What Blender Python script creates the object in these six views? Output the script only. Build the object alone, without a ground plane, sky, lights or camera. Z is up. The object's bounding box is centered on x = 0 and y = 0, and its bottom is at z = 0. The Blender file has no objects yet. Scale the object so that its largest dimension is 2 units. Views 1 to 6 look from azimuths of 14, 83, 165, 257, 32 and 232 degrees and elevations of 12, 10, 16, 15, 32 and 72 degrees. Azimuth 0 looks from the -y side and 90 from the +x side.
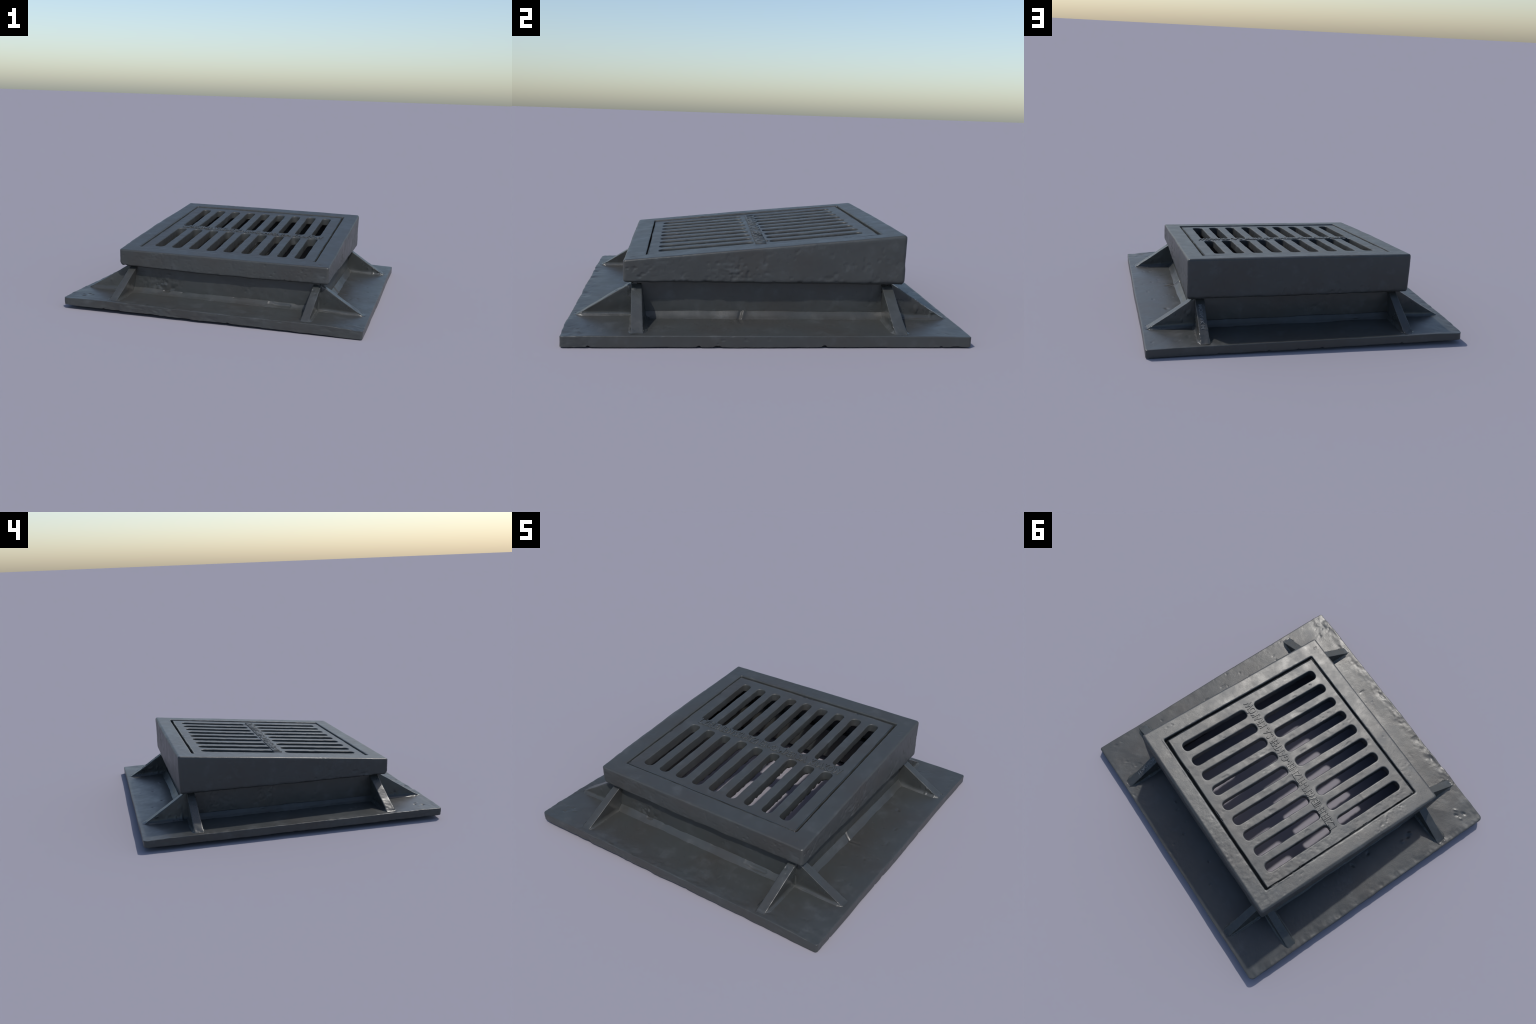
"""Cast-iron kerb drain: a sloping slotted grate in a wedge-shaped frame that stands on a
square collar, braced by eight gusset plates on a wide square base flange."""
import math
import bpy
import numpy as np

# ------------------------------------------------------------------ noise helpers

def _hash(ix, iy, iz, seed):
    h = (ix * 374761393 + iy * 668265263 + iz * 2147483647 + seed * 1274126177) & 0xFFFFFFFF
    h = ((h ^ (h >> 13)) * 1274126177) & 0xFFFFFFFF
    h = ((h ^ (h >> 16)) * 2246822519) & 0xFFFFFFFF
    return ((h ^ (h >> 15)) & 0xFFFFFF).astype(np.float64) / 0xFFFFFF * 2.0 - 1.0


def vnoise(p, scale, seed=0):
    """Smooth value noise in [-1, 1]; scale is the feature size in metres."""
    q = np.asarray(p, float) / scale + 137.31
    i = np.floor(q).astype(np.int64)
    f = q - i
    f = f * f * f * (f * (f * 6 - 15) + 10)
    out = np.zeros(len(q))
    for dx in (0, 1):
        wx = f[:, 0] if dx else 1 - f[:, 0]
        for dy in (0, 1):
            wy = f[:, 1] if dy else 1 - f[:, 1]
            for dz in (0, 1):
                wz = f[:, 2] if dz else 1 - f[:, 2]
                out += wx * wy * wz * _hash(i[:, 0] + dx, i[:, 1] + dy, i[:, 2] + dz, seed)
    return out


def fbm(p, scale, octaves=3, seed=0, gain=0.5):
    out, a, tot = np.zeros(len(p)), 1.0, 0.0
    for o in range(octaves):
        out += a * vnoise(p, scale / 2 ** o, seed + 17 * o)
        tot += a
        a *= gain
    return out / tot


def sstep(a, b, x):
    t = np.clip((x - a) / (b - a), 0, 1)
    return t * t * (3 - 2 * t)


# ------------------------------------------------------------------ the object's levels
# local frame: sides parallel to the axes; the parent turns the whole thing a little

def plate_top(x, y):
    reach = np.maximum(np.abs(x), np.abs(y))
    crown = 0.0045 * (1 - sstep(0.68, 0.86, reach))
    corner = -0.0035 * sstep(0.82, 0.98, np.minimum(np.abs(x), np.abs(y)))
    front = sstep(-0.62, -0.80, y) * (0.0035 + 0.0035 * sstep(0.2, 0.6, x)) * (1 - sstep(0.72, 0.98, np.abs(x)))
    return 0.0655 - 0.0085 * x - 0.0006 * y + crown + corner + front


def plate_bottom(x, y):
    return 0.0125 - 0.0117 * x


def frame_bottom(x, y):
    sag = 0.0085 * sstep(-0.62, -0.68, y) * np.clip(1 - (x / 0.7) ** 2, 0, 1)
    return 0.2545 - 0.0045 * x - 0.001 * y - sag


def grate_top(x, y):
    return 0.4303 - 0.0030 * x + 0.1015 * y + 0.0030 * sstep(0.15, 0.6, y)


def frame_top(x, y):
    """The rim stands a little proud of the grate it holds."""
    back = 0.0030 * sstep(0.45, 0.68, y) * np.clip(1 - (x / 0.7) ** 2, 0, 1)
    left = 0.0030 * sstep(-0.45, -0.68, x) * np.clip(1 - (y / 0.7) ** 2, 0, 1)
    return 0.4370 - 0.0030 * x + 0.1015 * y + back + left


# ------------------------------------------------------------------ mesh helpers

def normals_of(v, faces):
    """Area-weighted vertex normals of a quad mesh (faces n x 4)."""
    n = np.cross(v[faces[:, 2]] - v[faces[:, 0]], v[faces[:, 3]] - v[faces[:, 1]])
    out = np.zeros_like(v)
    for k in range(4):
        np.add.at(out, faces[:, k], n)
    return out / (np.linalg.norm(out, axis=1, keepdims=True) + 1e-12)


def weld_points(v, faces, tol=1e-5):
    key = np.round(v / tol).astype(np.int64)
    _, first, inv = np.unique(key, axis=0, return_index=True, return_inverse=True)
    inv = inv.reshape(-1)
    f = inv[faces]
    good = np.array([len(set(q)) >= 3 for q in f.tolist()])
    return v[first], f[good]


def make_object(name, v, faces, material, parent):
    me = bpy.data.meshes.new(name)
    fl = []
    for q in faces.tolist():
        r = [q[0]]
        for i in q[1:]:
            if i != r[-1]:
                r.append(i)
        if r[0] == r[-1]:
            r.pop()
        if len(r) >= 3:
            fl.append(r)
    me.from_pydata(v.tolist(), [], fl)
    me.validate()
    me.polygons.foreach_set("use_smooth", np.ones(len(me.polygons), bool))
    me.materials.append(material)
    ob = bpy.data.objects.new(name, me)
    bpy.context.scene.collection.objects.link(ob)
    ob.parent = parent
    return ob


def ring(hx, hy, radii, n, k=7):
    """Rounded rectangle, counter-clockwise from (-hx, -hy); radii for corners A B C D."""
    pts = []
    corners = [(-1, -1, 180), (1, -1, 270), (1, 1, 0), (-1, 1, 90)]
    arcs = []
    for (sx, sy, a0), r in zip(corners, radii):
        cx, cy = sx * (hx - r), sy * (hy - r)
        a = np.radians(a0 + np.linspace(0, 90, k))
        arcs.append(np.c_[cx + r * np.cos(a), cy + r * np.sin(a)])
    for c in range(4):
        pts.append(arcs[c])
        p, q = arcs[c][-1], arcs[(c + 1) % 4][0]
        t = np.linspace(0, 1, n + 2)[1:-1, None]
        pts.append(p * (1 - t) + q * t)
    return np.vstack(pts)


def rounded_profile(corners, step):
    """Closed profile through corners [(d, s, off, radius)] with rounded corners, resampled.

    d is the distance inwards, s the blend between lower (0) and upper (1) level and off an
    offset in metres. Radii are applied in a nominal metric where the levels lie 0.17 apart.
    """
    nominal = 0.17
    P = np.array([(c[0], c[1] * nominal + c[2]) for c in corners], float)
    S = np.array([c[1] for c in corners], float)
    n = len(P)
    out = []
    for i in range(n):
        p, a, b = P[i], P[i - 1], P[(i + 1) % n]
        r = corners[i][3]
        da, db = a - p, b - p
        la, lb = np.linalg.norm(da), np.linalg.norm(db)
        r = min(r, 0.45 * la, 0.45 * lb)
        if r < 1e-4:
            out.append((p[0], p[1], S[i]))
            continue
        pa, pb = p + da / la * r, p + db / lb * r
        sa = S[i] + (S[i - 1] - S[i]) * r / la
        sb = S[i] + (S[(i + 1) % n] - S[i]) * r / lb
        for t in np.linspace(0, 1, 5):
            q = pa * (1 - t) ** 2 + 2 * p * t * (1 - t) + pb * t * t
            out.append((q[0], q[1], sa * (1 - t) ** 2 + 2 * S[i] * t * (1 - t) + sb * t * t))
    out = np.array(out)
    res = []
    for i in range(len(out)):
        a, b = out[i], out[(i + 1) % len(out)]
        m = max(1, int(math.ceil(np.linalg.norm((b - a)[:2]) / step)))
        for t in range(m):
            res.append(a + (b - a) * t / m)
    res = np.array(res)
    res[:, 1] -= res[:, 2] * nominal          # back to plain offsets
    return res                                 # columns d, off, s


def sweep(profile, hx, hy, radii, n, lower, upper, centre=(0, 0)):
    """Sweep a closed profile round a rounded rectangle. Returns vertices and quads."""
    rows = []
    for d, off, s in profile:
        rr = [max(r - d, 0.004 if d < 0.05 else 0.011) for r in radii]
        p = ring(hx - d, hy - d, rr, n) + np.array(centre)
        z = lower(p[:, 0], p[:, 1]) * (1 - s) + upper(p[:, 0], p[:, 1]) * s + off
        rows.append(np.c_[p, z])
    m, w = len(rows), len(rows[0])
    v = np.vstack(rows)
    i, j = np.meshgrid(np.arange(m), np.arange(w), indexing="ij")
    i2, j2 = (i + 1) % m, (j + 1) % w
    f = np.stack([i * w + j, i * w + j2, i2 * w + j2, i2 * w + j], -1).reshape(-1, 4)
    return v, f


def pits(v, seed, where, depth, size=0.012):
    """Casting pits: small holes, dense in the patches where the mask is high."""
    a = vnoise(v, size, seed)
    b = vnoise(v, size * 2.1, seed + 5)
    return -depth * where * (sstep(0.08, 0.6, a) + 0.7 * sstep(0.12, 0.6, b))


def rough_skin(v, seed, big=0.0016, mid=0.0008, fine=0.00022, pit=0.0022):
    """Displacement of a cast and painted skin: waves, ripples, grain and patches of pits."""
    patch = sstep(0.28, 0.62, fbm(v, 0.20, 3, seed + 50))
    d = big * fbm(v, 0.30, 2, seed) + mid * fbm(v, 0.07, 3, seed + 3)
    d += fine * fbm(v, 0.018, 2, seed + 9) * (0.4 + patch)
    d += pits(v, seed + 20, patch * 0.8, pit)
    lone = sstep(0.72, 0.9, vnoise(v, 0.022, seed + 77)) * sstep(0.1, 0.5, vnoise(v, 0.09, seed + 78))
    return d - 0.0018 * lone


# ------------------------------------------------------------------ materials

def iron(name, base, brown, pale, rough, seed):
    m = bpy.data.materials.new(name)
    m.use_nodes = True
    t = m.node_tree
    N, L = t.nodes, t.links
    bsdf = N["Principled BSDF"]
    co = N.new("ShaderNodeTexCoord")
    mp = N.new("ShaderNodeMapping")
    mp.inputs["Location"].default_value = (seed * 3.1, seed * 1.7, seed * 0.9)
    L.new(co.outputs["Object"], mp.inputs["Vector"])

    def noise(scale, detail, roughness=0.55):
        n = N.new("ShaderNodeTexNoise")
        n.inputs["Scale"].default_value = scale
        n.inputs["Detail"].default_value = detail
        n.inputs["Roughness"].default_value = roughness
        L.new(mp.outputs["Vector"], n.inputs["Vector"])
        return n

    def ramp(src, lo, hi):
        r = N.new("ShaderNodeMapRange")
        r.inputs["From Min"].default_value = lo
        r.inputs["From Max"].default_value = hi
        r.interpolation_type = "SMOOTHSTEP"
        L.new(src, r.inputs["Value"])
        return r.outputs["Result"]

    def mix(fac, a, b):
        x = N.new("ShaderNodeMix")
        x.data_type = "RGBA"
        L.new(fac, x.inputs["Factor"])
        for sock, val in ((x.inputs["A"], a), (x.inputs["B"], b)):
            if isinstance(val, tuple):
                sock.default_value = (*val, 1)
            else:
                L.new(val, sock)
        return x.outputs["Result"]

    broad, cloud, speck = noise(3.2, 4), noise(11, 5, 0.6), noise(90, 3, 0.6)
    c = mix(ramp(broad.outputs["Fac"], 0.40, 0.68), base, brown)
    c = mix(ramp(cloud.outputs["Fac"], 0.50, 0.80), c, pale)
    dark = tuple(x * 0.72 for x in base)
    c = mix(ramp(speck.outputs["Fac"], 0.58, 0.86), c, dark)
    L.new(c, bsdf.inputs["Base Color"])
    rr = N.new("ShaderNodeMapRange")
    rr.inputs["From Min"].default_value, rr.inputs["From Max"].default_value = 0.3, 0.7
    rr.inputs["To Min"].default_value, rr.inputs["To Max"].default_value = rough - 0.06, rough + 0.07
    L.new(cloud.outputs["Fac"], rr.inputs["Value"])
    L.new(rr.outputs["Result"], bsdf.inputs["Roughness"])
    bsdf.inputs["Specular IOR Level"].default_value = 0.5
    fine = noise(140, 3, 0.6)
    bump = N.new("ShaderNodeBump")
    bump.inputs["Strength"].default_value = 0.12
    bump.inputs["Distance"].default_value = 0.003
    L.new(fine.outputs["Fac"], bump.inputs["Height"])
    soft = noise(26, 3, 0.5)
    soft.inputs["Distortion"].default_value = 0.8
    hammer = N.new("ShaderNodeBump")
    hammer.inputs["Strength"].default_value = 0.09
    hammer.inputs["Distance"].default_value = 0.004
    L.new(soft.outputs["Fac"], hammer.inputs["Height"])
    L.new(bump.outputs["Normal"], hammer.inputs["Normal"])
    L.new(hammer.outputs["Normal"], bsdf.inputs["Normal"])
    return m


# ------------------------------------------------------------------ parts

def flat_dents(v, dents):
    """Local marks on a surface: (x, y, radius along x, radius along y, turn, depth)."""
    out = np.zeros(len(v))
    for x, y, rx, ry, turn, depth in dents:
        c, s = math.cos(turn), math.sin(turn)
        dx, dy = v[:, 0] - x, v[:, 1] - y
        a, b = (c * dx + s * dy) / rx, (-s * dx + c * dy) / ry
        out -= depth * np.exp(-(a * a + b * b) * 1.6)
    return out


def build_plate(parent, mat):
    prof = rounded_profile([
        (0.000, 0, 0.000, 0.007), (0.000, 1, 0.000, 0.010), (0.335, 1, 0.000, 0.004),
        (0.335, 1, -0.014, 0.004), (0.022, 1, -0.014, 0.004), (0.018, 0, 0.000, 0.004)], 0.0066)
    v, f = sweep(prof, 0.983, 0.981, (0.026, 0.014, 0.012, 0.028), 290, plate_bottom, plate_top)
    n = normals_of(v, f)
    x, y, z = v.T
    up = n[:, 2] > 0.3
    edge = np.minimum(0.983 - np.abs(x), 0.981 - np.abs(y))
    d = rough_skin(v, 11, 0.0016, 0.0004, 0.00014, 0.0007)
    # the flange edge at -y is badly eroded, that at -x a little
    worn_y = sstep(-0.80, -0.955, y) * (0.35 + 0.65 * sstep(-0.15, 0.4, fbm(v, 0.22, 2, 91)))
    worn_x = sstep(-0.90, -0.98, x) * 0.5
    worn = np.maximum(worn_y, worn_x) * sstep(0.10, 0.02, edge)
    d += worn * (0.0056 * fbm(v * (0.6, 1, 1), 0.036, 3, 33) - 0.003 * sstep(0.1, 0.6, vnoise(v, 0.045, 34)))
    lump = np.where(up, sstep(0.88, 0.95, np.maximum(np.abs(x), np.abs(y))) * 0.0012, 0)
    d += lump * 0.6 * fbm(v, 0.05, 2, 71)
    d += np.where(up, flat_dents(v, [
        (0.735, -0.128, 0.040, 0.008, 0.10, 0.006), (0.730, -0.150, 0.045, 0.010, 0.10, -0.004),
        (0.80, 0.33, 0.012, 0.020, 0.4, 0.004), (0.73, 0.12, 0.006, 0.006, 0, -0.004),
        (0.66, -0.47, 0.008, 0.006, 0, -0.004), (0.79, -0.36, 0.030, 0.006, 0.5, -0.003),
        (0.03, -0.685, 0.008, 0.022, 0.3, 0.003), (-0.17, -0.78, 0.05, 0.004, -0.25, 0.002),
        (-0.79, -0.46, 0.016, 0.020, 0.3, 0.006), (-0.80, -0.41, 0.012, 0.016, 0, -0.004),
        (-0.78, -0.49, 0.014, 0.010, 0.8, -0.005), (-0.74, -0.02, 0.018, 0.007, 0.4, 0.006),
        (-0.73, -0.16, 0.010, 0.016, 0.4, 0.006), (-0.86, -0.84, 0.010, 0.010, 0, 0.007),
        (-0.88, -0.89, 0.013, 0.010, 0, 0.007), (-0.83, -0.86, 0.012, 0.008, 0.6, -0.004),
        (-0.90, -0.85, 0.010, 0.008, 0, -0.003), (0.83, -0.86, 0.012, 0.008, 0.5, 0.003),
        (0.92, -0.90, 0.030, 0.012, 0.7, -0.003), (0.88, -0.93, 0.03, 0.012, 0.2, 0.003),
        (0.10, 0.82, 0.010, 0.007, 0, 0.004), (-0.16, 0.78, 0.008, 0.008, 0, 0.004),
        (-0.30, 0.86, 0.010, 0.006, 0.5, 0.004), (0.33, 0.75, 0.012, 0.008, 0, -0.003)]), 0)
    d = np.where(edge > 0.30, 0, d)
    v = v + n * d[:, None]
    # gentle bow of the outline and chips out of the lower edge
    bow = 0.0035 * fbm(np.c_[x * 1.0, y * 1.0, z * 0], 0.35, 2, 5) * sstep(0.2, 0.0, edge)
    sx = np.where(0.983 - np.abs(x) < 0.981 - np.abs(y), np.sign(x), 0)
    sy = np.where(sx == 0, np.sign(y), 0)
    v[:, 0] += sx * bow
    v[:, 1] += sy * bow
    chip = sstep(0.035, 0.0, v[:, 2] - plate_bottom(x, y)) * sstep(0.03, 0.0, edge)
    k = np.c_[x, y, 0 * z]
    v[:, 2] += chip * (0.004 * np.maximum(fbm(k, 0.07, 3, 8), -0.2) + 0.007 * sstep(0.55, 0.8, vnoise(k, 0.03, 9)))
    v[:, 2] = np.maximum(v[:, 2], 0.0)
    return make_object("base_plate", v, f, mat, parent)


def build_collar(parent, mat):
    prof = rounded_profile([
        (0.000, 0, -0.008, 0.002), (0.000, 1, 0.003, 0.002), (0.014, 1, 0.003, 0.002),
        (0.014, 0, -0.008, 0.002)], 0.0066)
    v, f = sweep(prof, 0.663, 0.663, (0.01,) * 4, 200, plate_top, frame_bottom, (0, -0.006))
    n = normals_of(v, f)
    d = rough_skin(v, 23, 0.0025, 0.0012, 0.0003, 0.0018)
    d += flat_dents(np.c_[v[:, 0], v[:, 2], v[:, 1]], [
        (-0.43, 0.155, 0.035, 0.020, 0.3, 0.005), (-0.34, 0.12, 0.03, 0.015, 0.5, 0.004),
        (-0.39, 0.14, 0.010, 0.012, 0, -0.006)]) * (v[:, 1] < -0.6)
    front = np.where(v[:, 1] < -0.6, np.exp(-(((v[:, 0] + 0.42) / 0.11) ** 2 + ((v[:, 2] - 0.14) / 0.05) ** 2)), 0)
    d += pits(v, 25, front, 0.0045, 0.018)
    return make_object("collar", v + n * d[:, None], f, mat, parent)


def build_weld(parent, mat):
    """Fillet of weld run along the foot of the collar."""
    prof = rounded_profile([
        (0.000, 0, -0.003, 0.004), (0.020, 0, 0.0115, 0.010), (0.040, 0, 0.034, 0.003),
        (0.047, 0, 0.031, 0.002), (0.047, 0, -0.005, 0.002)], 0.005)
    v, f = sweep(prof, 0.706, 0.706, (0.03,) * 4, 260, plate_top, plate_top, (0, -0.003))
    n = normals_of(v, f)
    free = sstep(-0.6, -0.2, n[:, 2]) * (np.maximum(np.abs(v[:, 0]), np.abs(v[:, 1])) > 0.652)
    d = 0.0050 * fbm(v * (1, 1, 0.5), 0.12, 2, 3) + 0.0004 * fbm(v, 0.04, 2, 4)
    d -= 0.007 * sstep(0.55, 0.85, vnoise(v * (0.5, 0.5, 2), 0.03, 6)) * sstep(0.15, 0.45, vnoise(v, 0.25, 7))
    # the bead stops at the braces, so the outer corners stay bare
    v[:, 2] -= 0.03 * (np.minimum(np.abs(v[:, 0]), np.abs(v[:, 1])) > 0.640)
    # where two runs meet on the +x side the bead is split by a slanting notch
    run = v[:, 1] + 0.134 + 0.35 * (v[:, 0] - 0.70)
    right = (v[:, 0] > 0.64)
    d -= np.where(right, 0.006 * np.exp(-(run / 0.007) ** 2) - 0.004 * np.exp(-((run - 0.016) / 0.010) ** 2), 0)
    v = v + n * (d * free)[:, None]
    return make_object("weld_bead", v, f, mat, parent)


def build_frame(parent, mat):
    prof = rounded_profile([
        (0.000, 0, 0.000, 0.018), (0.000, 1, 0.000, 0.012), (0.104, 1, 0.000, 0.008),
        (0.104, 1, -0.045, 0.004), (0.016, 1, -0.030, 0.004), (0.016, 0, 0.014, 0.004),
        (0.068, 0, 0.014, 0.003), (0.068, 0, 0.000, 0.003)], 0.0052)
    hx, hy = 0.7125, 0.7095
    v, f = sweep(prof, hx, hy, (0.018, 0.013, 0.015, 0.016), 265, frame_bottom, frame_top, (0.0035, 0))
    n = normals_of(v, f)
    x, y, z = v.T
    side = np.abs(n[:, 2]) < 0.5
    d = rough_skin(v, 31, 0.0024, 0.0006, 0.0002, 0.0012)
    d = np.where(side, d * 1.2 + 0.0016 * fbm(v, 0.11, 2, 60), d * 0.75)
    d += np.where(side, -0.0020 * sstep(0.50, 0.8, vnoise(v, 0.024, 57)) * sstep(0.0, 0.4, vnoise(v, 0.12, 58)), 0)
    # a rough patch on the +x side, a dense one on the +y strip of the rim
    d += pits(v, 61, np.where(side & (x > 0.6), np.exp(-(((y + 0.14) / 0.11) ** 2 + ((z - 0.31) / 0.045) ** 2)), 0), 0.0038, 0.015)
    d += pits(v, 62, np.where(side & (x > 0.6), np.exp(-(((y + 0.62) / 0.06) ** 2 + ((z - 0.31) / 0.03) ** 2)), 0), 0.0028, 0.015)
    d += 0.0007 * fbm(v, 0.020, 2, 63) * np.where(~side & (y > 0.55), sstep(0.5, -0.3, x), 0)
    d += 0.0004 * fbm(v, 0.09, 2, 64) * (~side)
    low = sstep(0.02, 0.0, np.abs(z - frame_bottom(x, y))) * (np.maximum(np.abs(x), np.abs(y)) > 0.69)
    d += pits(v, 68, np.where(side, 0.25 + 0.75 * sstep(-0.1, 0.35, fbm(v, 0.13, 2, 69)), 0), 0.0007, 0.011)
    face_y, face_x = side & (y > 0.66), side & (x < -0.66)
    d += np.where(face_y, 0.0055 * np.clip(1 - (x / 0.7) ** 2, 0, 1), 0) + np.where(face_x, 0.0050 * np.clip(1 - (y / 0.7) ** 2, 0, 1), 0)
    d += np.where(side & (np.maximum(np.abs(x), np.abs(y)) > 0.69), 0.0015, 0)
    d += low * (0.003 * fbm(v, 0.05, 2, 65) - 0.004 * sstep(0.5, 0.85, vnoise(v, 0.03, 66)))
    groove = np.maximum(np.abs(x - 0.0035) - hx, np.abs(y) - hy) < -0.095
    d = np.where(groove, 0.35 * d + 0.0012 * fbm(v, 0.03, 2, 67), d)
    v = v + n * d[:, None]
    # bottom corner of the frame at (-x, -y) is broken off at a slant
    q = sstep(0.035, 0.0, (v[:, 0] + hx) + (v[:, 1] + hy) + 0.9 * (v[:, 2] - 0.264)) * (v[:, 2] < 0.31)
    v[:, 0] += 0.012 * q
    v[:, 1] += 0.012 * q
    return make_object("frame", v, f, mat, parent)


def gusset_mesh(half, thin, lean, reach, seed):
    """Brace plate in its own frame: u outwards from the collar, w across, h above the flange.

    It narrows from half to thin and leans sideways by lean on its way up.
    """
    fil, slope = 0.018, 0.618
    us = np.linspace(0.645, reach + 0.010, 70)
    rows = []
    for u in us:
        hgt = max((reach - u) * slope, 0.0)
        tail = np.clip((reach + 0.010 - u) / 0.02, 0, 1)
        fl = min(fil, max(hgt, 0.004)) * (0.4 + 0.6 * tail)
        top = max(hgt, 0.0005)
        r = min(0.0035, top * 0.45)
        half_u = half * (0.93 + 0.07 * tail)
        left = [(-half_u - fl, -0.003)]
        for t in np.linspace(0.0, 1, 5):                       # concave foot fillet
            left.append((-half_u - fl * (1 - t) ** 1.7, min(fl * 1.15 * t ** 1.7, top * 0.9)))
        for t in np.linspace(0, 1, 11)[1:]:
            h0 = min(fl * 1.15, top * 0.9)
            left.append((-half_u, h0 + (max(top - r, h0) - h0) * t))
        for t in np.linspace(0, 1, 4)[1:]:
            a = t * math.pi / 2
            left.append((-half_u + r * (1 - math.cos(a)), max(top - r, 0) + r * math.sin(a)))
        midw = [(w, top) for w in np.linspace(-half_u + r, half_u - r, 9)[1:-1]]
        right = [(-w, h) for w, h in left[::-1]]
        rows.append([(u, w * (1 - (1 - thin / half) * min(h / 0.17, 1)) + lean * h / 0.17, h)
                     for w, h in left + midw + right])
    v = np.array(rows, float)
    m, k = v.shape[:2]
    v = v.reshape(-1, 3)
    i, j = np.meshgrid(np.arange(m - 1), np.arange(k - 1), indexing="ij")
    f = np.stack([i * k + j, i * k + j + 1, (i + 1) * k + j + 1, (i + 1) * k + j], -1).reshape(-1, 4)
    n = normals_of(v, f)
    if n[len(n) // 2][2] < 0:
        f = f[:, ::-1]
        n = -n
    s = v + seed * 1.37
    d = 0.0022 * fbm(s, 0.12, 2, seed) + 0.0011 * fbm(s, 0.035, 3, seed + 1)
    d -= 0.0035 * sstep(0.55, 0.85, vnoise(s, 0.02, seed + 2)) * sstep(0.0, 0.5, vnoise(s, 0.10, seed + 3))
    d += 0.003 * fbm(s, 0.02, 2, seed + 4) * sstep(reach - 0.06, reach, v[:, 0])
    return v + n * d[:, None], f, n


def build_gussets(parent, mat):
    # side direction, position across, half width at foot and head, lean, where the foot runs out
    table = [((0, -1), -0.646, 0.028, 0.024, 0.026, 0.951), ((0, -1), 0.620, 0.026, 0.025, 0.024, 0.950),
             ((1, 0), -0.630, 0.030, 0.026, -0.018, 0.946), ((1, 0), 0.640, 0.030, 0.028, -0.012, 0.952),
             ((0, 1), 0.635, 0.028, 0.028, 0.000, 0.948), ((0, 1), -0.634, 0.029, 0.024, -0.018, 0.950),
             ((-1, 0), 0.633, 0.030, 0.026, -0.003, 0.950), ((-1, 0), -0.637, 0.030, 0.027, -0.016, 0.950)]
    made = []
    for k, ((dx, dy), across, half, thin, lean, reach) in enumerate(table):
        v, f, n = gusset_mesh(half, thin, lean, reach, 200 + 13 * k)
        u, w, h = v.T
        x = dx * u + (-dy) * w + (across if dx == 0 else 0)
        y = dy * u + dx * w + (across if dy == 0 else 0)
        z = plate_top(x, y) + h
        ob = make_object("gusset", np.c_[x, y, z], f, mat, parent)
        made.append(ob)
    return made


def squarish(c):
    """Cosine or sine of a slightly squared circle."""
    return math.copysign(abs(c) ** 0.82, c)


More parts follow.
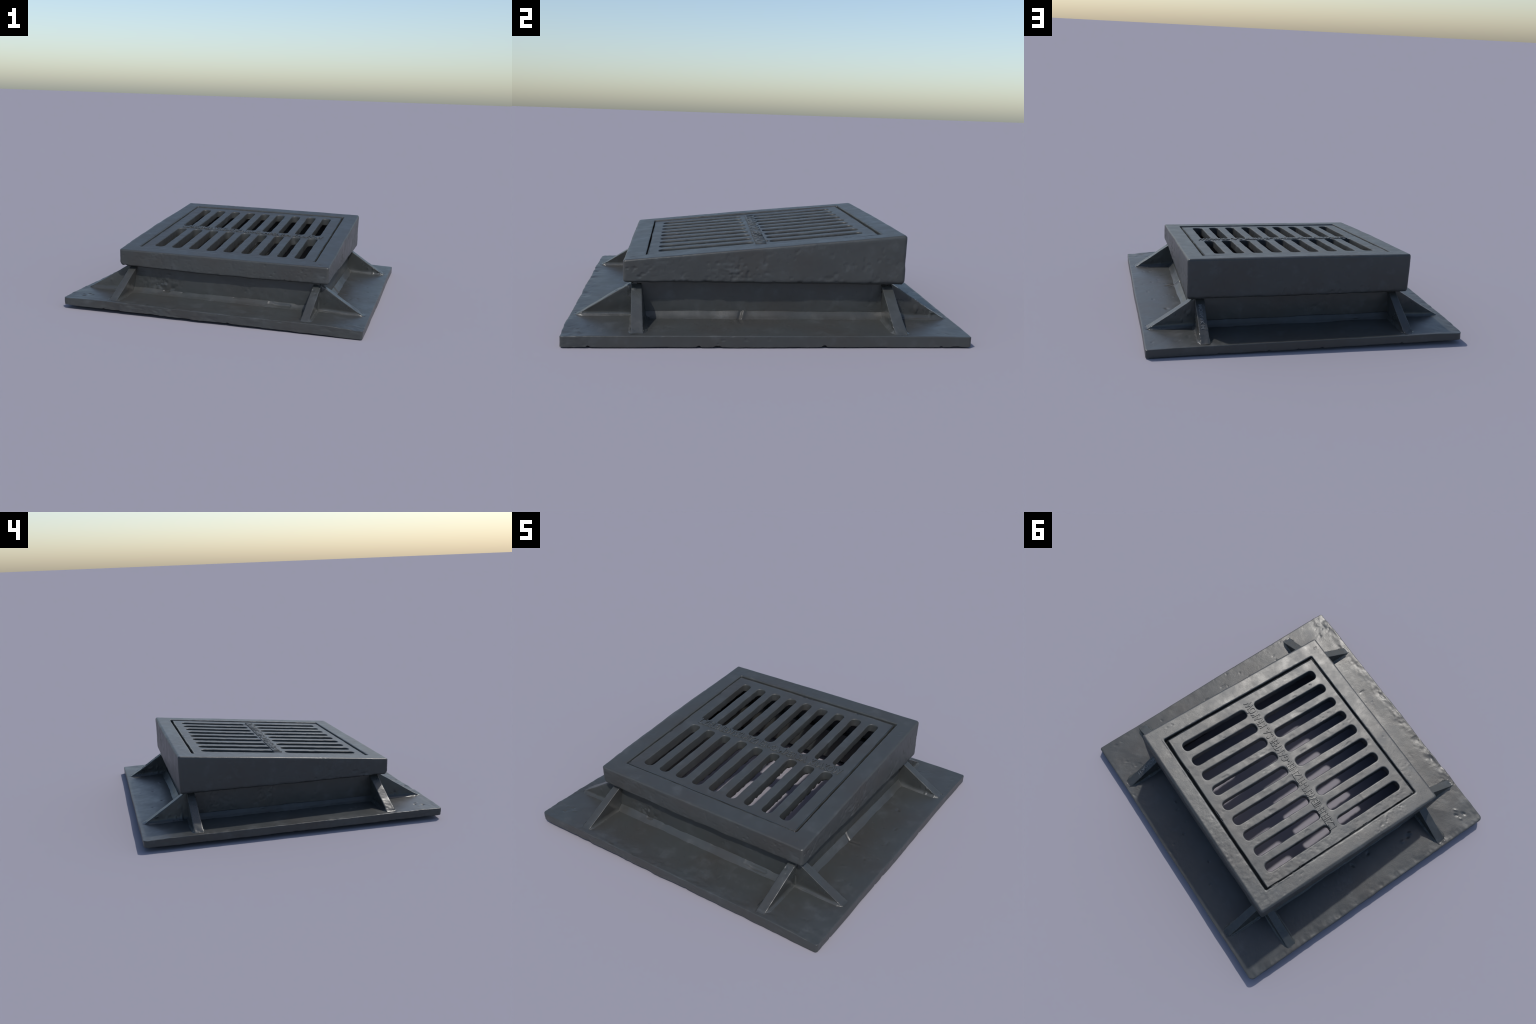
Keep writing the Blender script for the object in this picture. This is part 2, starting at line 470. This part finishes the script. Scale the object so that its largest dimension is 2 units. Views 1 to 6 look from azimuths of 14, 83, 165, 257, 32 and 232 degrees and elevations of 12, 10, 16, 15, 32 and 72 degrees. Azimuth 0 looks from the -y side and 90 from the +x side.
def build_grate(parent, mat):
    px, slot = 0.1228, 0.068                       # pitch and width of the slots
    xs = [-0.5970, -4.5 * px] + [px * (i - 3.5) for i in range(8)] + [4.5 * px, 0.5965]
    rows_y = [(-0.5965, -0.570, None), (-0.570, -0.010, (-0.545, -0.050)),
              (-0.010, 0.552, (0.030, 0.527)), (0.552, 0.5865, None)]
    nx, step = 18, 0.0066
    V, F, base = [], [], 0
    thick, shoulder = 0.051, 0.030

    def put(rows, closed):
        nonlocal base
        a = np.array(rows)
        m, k = a.shape[:2]
        V.append(a.reshape(-1, 3))
        jn = k if closed else k - 1
        i, j = np.meshgrid(np.arange(m - 1), np.arange(jn), indexing="ij")
        j2 = (j + 1) % k
        F.append(base + np.stack([i * k + j, i * k + j2, (i + 1) * k + j2, (i + 1) * k + j], -1).reshape(-1, 4))
        base += m * k

    rng = np.random.default_rng(4)
    for y0, y1, sl in rows_y:
        ny = max(2, int(round((y1 - y0) / step)))
        for c in range(len(xs) - 1):
            x0, x1 = xs[c], xs[c + 1]
            border = c in (0, len(xs) - 2)
            mx = max(2, int(round((x1 - x0) / step))) if border else nx
            gx, gy = np.linspace(x0, x1, mx + 1), np.linspace(y0, y1, ny + 1)
            if sl is None or border:
                for zz in (0.0, -thick):
                    put([[(a, b, zz) for a in (gx if zz == 0 else gx[::-1])] for b in gy], False)
                continue
            # rectangle round the cell and the matching slot outline, counter-clockwise
            rect = [(a, y0) for a in gx[:-1]] + [(x1, b) for b in gy[:-1]] + \
                   [(a, y1) for a in gx[:0:-1]] + [(x0, b) for b in gy[:0:-1]]
            cx = (x0 + x1) / 2 + rng.normal(0, 0.0007)
            r = slot / 2 + rng.normal(0, 0.0006)
            s0, s1 = sl[0] + rng.normal(0, 0.001), sl[1] + rng.normal(0, 0.001)
            out = []
            for t in np.arange(mx) / mx:
                a = math.pi * (1 + t)
                out.append((cx + r * squarish(math.cos(a)), s0 + r + r * squarish(math.sin(a))))
            for t in np.arange(ny) / ny:
                out.append((cx + r, s0 + r + (s1 - s0 - 2 * r) * t))
            for t in np.arange(mx) / mx:
                a = math.pi * t
                out.append((cx + r * squarish(math.cos(a)), s1 - r + r * squarish(math.sin(a))))
            for t in np.arange(ny) / ny:
                out.append((cx - r, s1 - r - (s1 - s0 - 2 * r) * t))
            rect, out = np.array(rect), np.array(out)
            ctr = np.array([cx, (s0 + s1) / 2])
            toc = np.zeros_like(out)                      # outward from the slot axis
            ax = np.c_[np.full(len(out), cx), np.clip(out[:, 1], s0 + r, s1 - r)]
            toc = out - ax
            toc /= np.linalg.norm(toc, axis=1, keepdims=True) + 1e-9
            lip = out + toc * 0.005
            rings = [np.c_[rect * (1 - t) + lip * t, np.zeros(len(rect))] for t in np.linspace(0, 1, 6)]
            for a in np.linspace(0, 1, 4)[1:]:
                ang = a * math.pi / 2
                o = lip - toc * 0.005 * math.sin(ang)
                rings.append(np.c_[o, np.full(len(o), -0.005 * (1 - math.cos(ang)))])
            flare = -0.0015
            for zz in np.linspace(-0.005, -thick, 10)[1:]:
                rings.append(np.c_[out + toc * flare * (zz / thick) * -1, np.full(len(out), zz)])
            low = out + toc * flare
            for t in np.linspace(0, 1, 4)[1:]:
                rings.append(np.c_[low * (1 - t) + rect * t, np.full(len(rect), -thick)])
            put(np.array(rings), True)
    # outer edge: rounded arris, upright wall, shoulder that closes the joint, lower wall
    gx = np.concatenate([np.linspace(xs[c], xs[c + 1], (max(2, int(round((xs[c + 1] - xs[c]) / step))) if c in (0, len(xs) - 2) else nx) + 1)[:-1] for c in range(len(xs) - 1)])
    gy = np.concatenate([np.linspace(a, b, max(2, int(round((b - a) / step))) + 1)[:-1] for a, b, _ in rows_y])
    X0, X1, Y0, Y1 = xs[0], xs[-1], rows_y[0][0], rows_y[-1][1]
    rim = np.array([(a, Y0) for a in gx] + [(X1, b) for b in gy] +
                   [(a, Y1) for a in np.r_[X1, gx[:0:-1]]] + [(X0, b) for b in np.r_[Y1, gy[:0:-1]]])
    mid, hs = np.array([(X0 + X1) / 2, (Y0 + Y1) / 2]), np.array([(X1 - X0) / 2, (Y1 - Y0) / 2])

    def grow(e):
        return mid + (rim - mid) * (hs + e) / hs

    wall = [np.c_[grow(0), np.zeros(len(rim))], np.c_[grow(0.002), np.full(len(rim), -0.0012)],
            np.c_[grow(0.003), np.full(len(rim), -0.004)]]
    wall += [np.c_[grow(0.003), np.full(len(rim), -h)] for h in (0.010, 0.018, shoulder)]
    wall += [np.c_[grow(0.018), np.full(len(rim), -h)] for h in (shoulder + 0.001, 0.040)]
    wall += [np.c_[grow(0.003), np.full(len(rim), -0.042)], np.c_[grow(0), np.full(len(rim), -thick)]]
    put(np.array(wall), True)
    v, f = weld_points(np.vstack(V), np.vstack(F))
    n = normals_of(v, f)
    top = v[:, 2] > -0.002
    d = rough_skin(v, 47, 0.0012, 0.0005, 0.00015, 0.0009)
    d += 0.0005 * fbm(v, 0.045, 2, 81) - 0.0010 * sstep(0.45, 0.8, vnoise(v, 0.06, 82))
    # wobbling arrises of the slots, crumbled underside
    d += np.where(~top, 0.0016 * fbm(v, 0.045, 2, 83), 0)
    # the end next to the -x side is pitted
    d += pits(v, 84, np.where(top, sstep(-0.40, -0.58, v[:, 0]) * 0.4, 0), 0.0013)
    v = v + n * d[:, None]
    v[:, 2] += np.where(v[:, 2] < -thick + 0.004, 0.006 * vnoise(v, 0.014, 85), 0)
    # worn-down joint along -x where rubble fills the gap
    # rubble jams the joint along the -x side, whose edge is frayed
    jam = sstep(-0.585, -0.597, v[:, 0])
    flat = np.c_[v[:, 0] * 0, v[:, 1], v[:, 2] * 0]
    v[:, 0] += jam * (v[:, 2] > -0.02) * 0.0040 * fbm(flat, 0.05, 3, 86)
    v[:, 2] += jam * (v[:, 2] < -0.02) * (v[:, 2] > -0.034) * (0.022 * sstep(-0.2, 0.35, fbm(flat, 0.07, 3, 87)) + 0.004 * vnoise(v, 0.012, 88))
    # uneven joint: the edge of the grate wanders in and out
    rimmed = sstep(0.560, 0.590, np.maximum(np.abs(v[:, 0]), np.abs(v[:, 1] + 0.005)))
    v[:, :2] *= (1 + 0.0055 * rimmed * fbm(np.c_[v[:, 0], v[:, 1], 0 * jam], 0.16, 2, 89))[:, None]
    v[:, 2] -= (0.011 * sstep(0.05, -0.05, v[:, 1]) - 0.003) * sstep(-0.035, -thick, v[:, 2])
    deep = sstep(0.50, 0.56, np.maximum(np.abs(v[:, 0]) * 0.98, np.abs(v[:, 1])))
    v[:, 2] -= 0.014 * deep * sstep(-0.04, -thick, v[:, 2])
    v[:, 2] += grate_top(v[:, 0], v[:, 1])
    return make_object("grate", v, f, mat, parent)


def lettering(text, size, parent, mat, place, squeeze=1.0, width=None, extrude=0.003, bevel=0.0012):
    """Raised cast letters. place maps text coordinates (x, y, height) to local points."""
    cu = bpy.data.curves.new("lettering", "FONT")
    cu.body = text
    cu.size = size
    cu.extrude = extrude
    cu.bevel_depth = bevel
    cu.bevel_resolution = 1
    cu.resolution_u = 4
    cu.offset = size * 0.014
    cu.align_x, cu.align_y = "CENTER", "CENTER"
    tmp = bpy.data.objects.new("lettering_curve", cu)
    bpy.context.scene.collection.objects.link(tmp)
    bpy.context.view_layer.update()
    me = bpy.data.meshes.new_from_object(tmp.evaluated_get(bpy.context.evaluated_depsgraph_get()))
    me.name = "lettering"
    bpy.data.objects.remove(tmp)
    bpy.data.curves.remove(cu)
    v = np.empty(len(me.vertices) * 3)
    me.vertices.foreach_get("co", v)
    v = v.reshape(-1, 3)
    if width:
        v[:, 0] *= width / (v[:, 0].max() - v[:, 0].min())
    v[:, 0] *= squeeze
    wob = np.c_[v[:, 0], v[:, 1], 0 * v[:, 0]]
    v[:, 0] += 0.0008 * vnoise(wob, 0.02, 5)
    v[:, 1] += 0.0012 * vnoise(wob, 0.03, 6)
    v[:, 2] += 0.0007 * vnoise(wob, 0.025, 7)
    me.vertices.foreach_set("co", place(v).reshape(-1))
    me.update()
    me.materials.clear()
    me.materials.append(mat)
    ob = bpy.data.objects.new("lettering", me)
    bpy.context.scene.collection.objects.link(ob)
    ob.parent = parent
    return ob


# ------------------------------------------------------------------ assembly

def main():
    thing = bpy.data.objects.new("drain_grate", None)
    bpy.context.scene.collection.objects.link(thing)
    thing.rotation_euler = (0, 0, math.radians(-0.8))
    thing["label"] = "dark cast iron storm drain with sloping slotted grate on square flange"
    thing["category"] = "street drain"

    base, brown, pale = (0.043, 0.047, 0.047), (0.042, 0.042, 0.040), (0.060, 0.065, 0.067)
    m_plate = iron("painted_iron_flange", base, brown, pale, 0.37, 1)
    m_frame = iron("painted_iron_frame", base, brown, pale, 0.41, 2)
    m_grate = iron("painted_iron_grate", base, brown, pale, 0.43, 3)
    m_brace = iron("painted_iron_brace", base, brown, pale, 0.31, 4)

    m_pale = iron("rubbed_pale_lettering", (0.10, 0.108, 0.115), (0.085, 0.09, 0.095), (0.12, 0.13, 0.135), 0.42, 5)

    build_plate(thing, m_plate)
    build_collar(thing, m_plate)
    build_weld(thing, m_plate)
    braces = build_gussets(thing, m_brace)
    build_frame(thing, m_frame)
    grate = build_grate(thing, m_grate)

    def on_web(v):
        x = v[:, 0] + 0.022
        y = v[:, 1] - 0.009 - 0.022 * x
        return np.c_[x, y, grate_top(x, y) + v[:, 2]]

    lettering("L.ZIELENIEWSKI-FITZNER-GAMPER S.A. KRAK\u00d3W", 0.076, grate, m_grate, on_web, width=1.06,
              extrude=0.0034, bevel=0.0011)

    def on_brace(v):
        u = 0.778 + v[:, 0] * 0.80
        h = (0.948 - u) * 0.618
        x, y = 0.635 + v[:, 1], u + v[:, 2] * 0.5
        return np.c_[x, y, plate_top(x, y) + h + 0.0005 + v[:, 2]]

    lettering("MOINAK H", 0.030, braces[4], m_pale, on_brace, width=0.19, extrude=0.0005, bevel=0.0006)


main()
